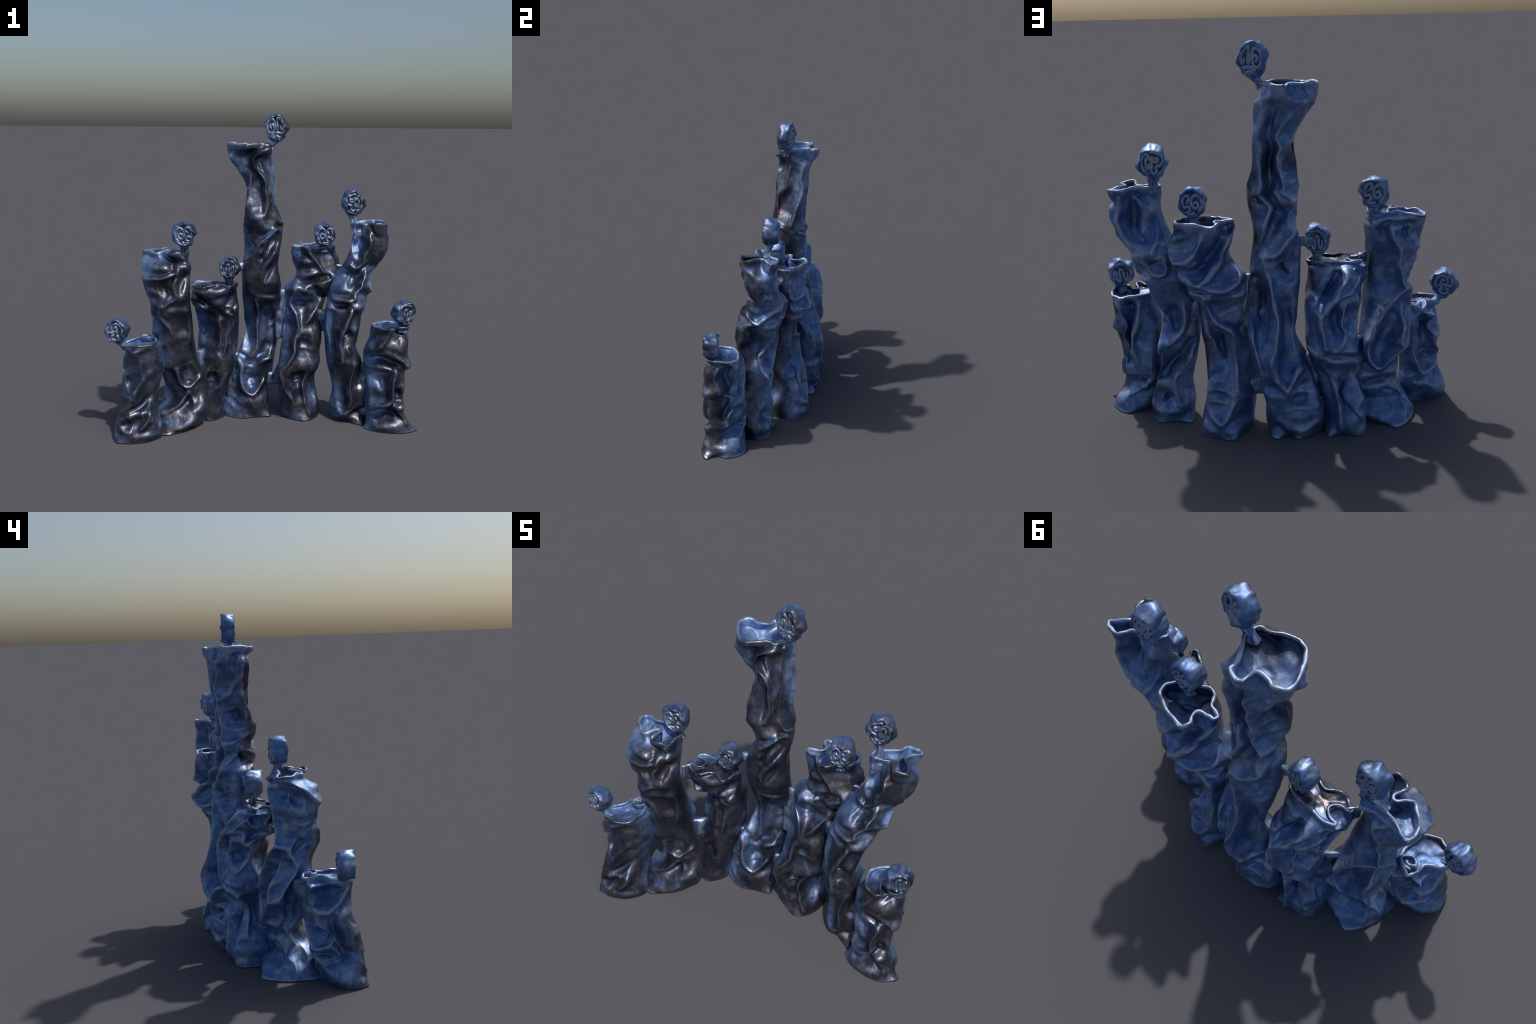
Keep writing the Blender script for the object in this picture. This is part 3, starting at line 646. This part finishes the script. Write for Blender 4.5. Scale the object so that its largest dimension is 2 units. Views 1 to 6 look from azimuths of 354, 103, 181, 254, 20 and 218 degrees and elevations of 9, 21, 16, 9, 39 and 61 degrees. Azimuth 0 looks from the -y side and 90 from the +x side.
def web_mesh(name, web, seed):
    """Ragged lumpy bridge of run metal, broken into angular bits."""
    (x0, y0), (x1, y1), z0, z1, half = web
    d = Vector((x1 - x0, y1 - y0, 0))
    side = Vector((-d.y, d.x, 0)).normalized()
    up, n = max(6, int((z1 - z0) / .014)), 26
    verts, faces = [], []
    for i in range(up + 1):
        f = i / up
        pinch = max(0.02, math.sin(math.pi * (.04 + .92 * f))) ** .35 * .75
        for j in range(n):
            a = 2 * math.pi * j / n
            g = .5 + .62 * math.cos(a)
            p = Vector((x0, y0, z0 + (z1 - z0) * f)) + d * g + side * (half * math.sin(a) * pinch)
            q = p * 26 + Vector((seed * 3.7, 0, 0))
            p += side * (.006 * (noise.cell(q) - .5) + .012 * noise.noise(q * .5)) + Vector((0, 0, .012 * noise.noise(q * 1.3)))
            p.z = max(p.z, .001)
            verts.append(tuple(p))
    for i in range(up):
        for j in range(n):
            k = (j + 1) % n
            faces.append((i * n + j, i * n + k, (i + 1) * n + k, (i + 1) * n + j))
    faces += [tuple(reversed(range(n))), tuple(up * n + j for j in range(n))]
    return make_mesh(name, verts, faces)


# ---------------------------------------------------------------- material
def bronze(name, tint=1.0):
    m = bpy.data.materials.new(name)
    m.use_nodes = True
    t = m.node_tree
    t.nodes.clear()
    add = t.nodes.new
    out, bsdf, co = add("ShaderNodeOutputMaterial"), add("ShaderNodeBsdfPrincipled"), add("ShaderNodeTexCoord")
    geo = add("ShaderNodeNewGeometry")
    t.links.new(bsdf.outputs[0], out.inputs[0])
    def tex(scale, detail, rough=.6):
        n = add("ShaderNodeTexNoise")
        n.inputs["Scale"].default_value, n.inputs["Detail"].default_value, n.inputs["Roughness"].default_value = scale, detail, rough
        t.links.new(geo.outputs["Position"], n.inputs["Vector"])
        return n
    def ramp(src, stops):
        r = add("ShaderNodeValToRGB")
        while len(r.color_ramp.elements) < len(stops):
            r.color_ramp.elements.new(.5)
        for e, (pos, col) in zip(r.color_ramp.elements, stops):
            e.position, e.color = pos, (*col, 1)
        t.links.new(src, r.inputs[0])
        return r
    def mix(fac, a, b):
        x = add("ShaderNodeMix")
        x.data_type = "RGBA"
        if hasattr(fac, "is_output"):
            t.links.new(fac, x.inputs[0])
        else:
            x.inputs[0].default_value = fac
        t.links.new(a, x.inputs[6])
        t.links.new(b, x.inputs[7])
        return x.outputs[2]
    # scan's sky-blue light painted behind and left, its dark reflections front right, ragged border
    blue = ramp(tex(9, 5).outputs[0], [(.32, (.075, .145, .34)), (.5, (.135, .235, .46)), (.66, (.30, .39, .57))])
    dark = ramp(tex(7, 6).outputs[0], [(.32, (.032, .04, .06)), (.46, (.06, .075, .115)), (.55, (.105, .095, .10)), (.68, (.18, .27, .48))])  # last stop paints pale blue highlight streaks onto the front
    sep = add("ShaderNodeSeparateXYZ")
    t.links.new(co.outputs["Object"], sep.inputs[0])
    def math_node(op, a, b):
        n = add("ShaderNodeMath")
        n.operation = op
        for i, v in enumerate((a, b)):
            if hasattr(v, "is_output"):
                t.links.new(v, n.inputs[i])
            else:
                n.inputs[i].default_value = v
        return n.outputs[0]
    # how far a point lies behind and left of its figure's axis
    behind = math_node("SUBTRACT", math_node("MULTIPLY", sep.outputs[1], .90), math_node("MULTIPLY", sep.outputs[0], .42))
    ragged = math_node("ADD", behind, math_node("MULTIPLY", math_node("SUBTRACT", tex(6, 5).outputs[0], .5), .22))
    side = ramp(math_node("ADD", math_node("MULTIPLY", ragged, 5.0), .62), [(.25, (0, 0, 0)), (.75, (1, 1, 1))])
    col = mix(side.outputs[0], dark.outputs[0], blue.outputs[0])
    grain = ramp(tex(55, 6, .7).outputs[0], [(.36, (.8, .8, .83)), (.62, (1.12, 1.1, 1.08))])
    ridge_glint = ramp(math_node('ADD', geo.outputs['Pointiness'], math_node('MULTIPLY', math_node('SUBTRACT', tex(40, 4).outputs[0], .5), .03)), [(.503, (0, 0, 0)), (.53, (.8, .8, .8)), (.58, (.6, .6, .6)), (.64, (.1, .1, .1))])
    pale = add('ShaderNodeRGB')
    pale.outputs[0].default_value = (.38, .455, .59, 1)
    glint_mask = math_node('MULTIPLY', ridge_glint.outputs[0], math_node('ADD', math_node('MULTIPLY', side.outputs[0], .65), .35))
    col = mix(glint_mask, col, pale.outputs[0])     # crests lightened to carry the reflected light and contrast baked into the original
    mul = add('ShaderNodeMix')
    mul.data_type, mul.blend_type = 'RGBA', 'MULTIPLY'
    mul.inputs[0].default_value = 1
    t.links.new(col, mul.inputs[6])
    t.links.new(grain.outputs[0], mul.inputs[7])
    col = mul.outputs[2]
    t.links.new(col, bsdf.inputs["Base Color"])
    t.links.new(ramp(side.outputs[0], [(0, (.85,) * 3), (1, (.7,) * 3)]).outputs[0], bsdf.inputs["Metallic"])
    rough = math_node("ADD", math_node("MULTIPLY", tex(22, 4).outputs[0], .35), math_node("MULTIPLY", side.outputs[0], .14))
    t.links.new(math_node("ADD", rough, .22), bsdf.inputs["Roughness"])
    bump = add("ShaderNodeBump")
    bump.inputs["Strength"].default_value, bump.inputs["Distance"].default_value = .25, .004
    t.links.new(tex(70, 5, .65).outputs[0], bump.inputs["Height"])
    t.links.new(bump.outputs[0], bsdf.inputs["Normal"])
    return m


# ---------------------------------------------------------------- assembly
def place(name, mesh, parent, material, origin):
    """Link a part with its origin on its own axis, so Object coordinates are local to it."""
    o = bpy.data.objects.new(name, mesh)
    mesh.transform(Matrix.Translation(-Vector(origin)))
    mesh.materials.append(material)
    bpy.context.scene.collection.objects.link(o)
    o.parent = parent
    o.location = Vector(origin) - (parent.location if parent.type == "MESH" else Vector())
    return o


group = bpy.data.objects.new("figure_group_sculpture", None)
bpy.context.scene.collection.objects.link(group)
group["label"] = "row of seven fused crumpled bronze figures with rolled-up round heads"
group["category"] = "bronze sculpture"
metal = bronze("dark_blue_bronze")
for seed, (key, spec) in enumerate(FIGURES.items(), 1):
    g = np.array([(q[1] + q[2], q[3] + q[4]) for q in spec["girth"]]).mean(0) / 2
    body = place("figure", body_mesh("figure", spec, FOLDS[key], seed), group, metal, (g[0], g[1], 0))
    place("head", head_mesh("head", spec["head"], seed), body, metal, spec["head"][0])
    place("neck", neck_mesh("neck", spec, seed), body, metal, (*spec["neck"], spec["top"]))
    if "roll" in spec:
        place("rolled_strip", roll_mesh("rolled_strip", *spec["roll"]), body, metal, spec["roll"][0])
for seed, web in enumerate(WEBS, 40):
    (x0, y0), (x1, y1) = web[:2]
    place("metal_web", web_mesh("metal_web", web, seed), group, metal, ((x0 + x1) / 2, (y0 + y1) / 2, web[2]))
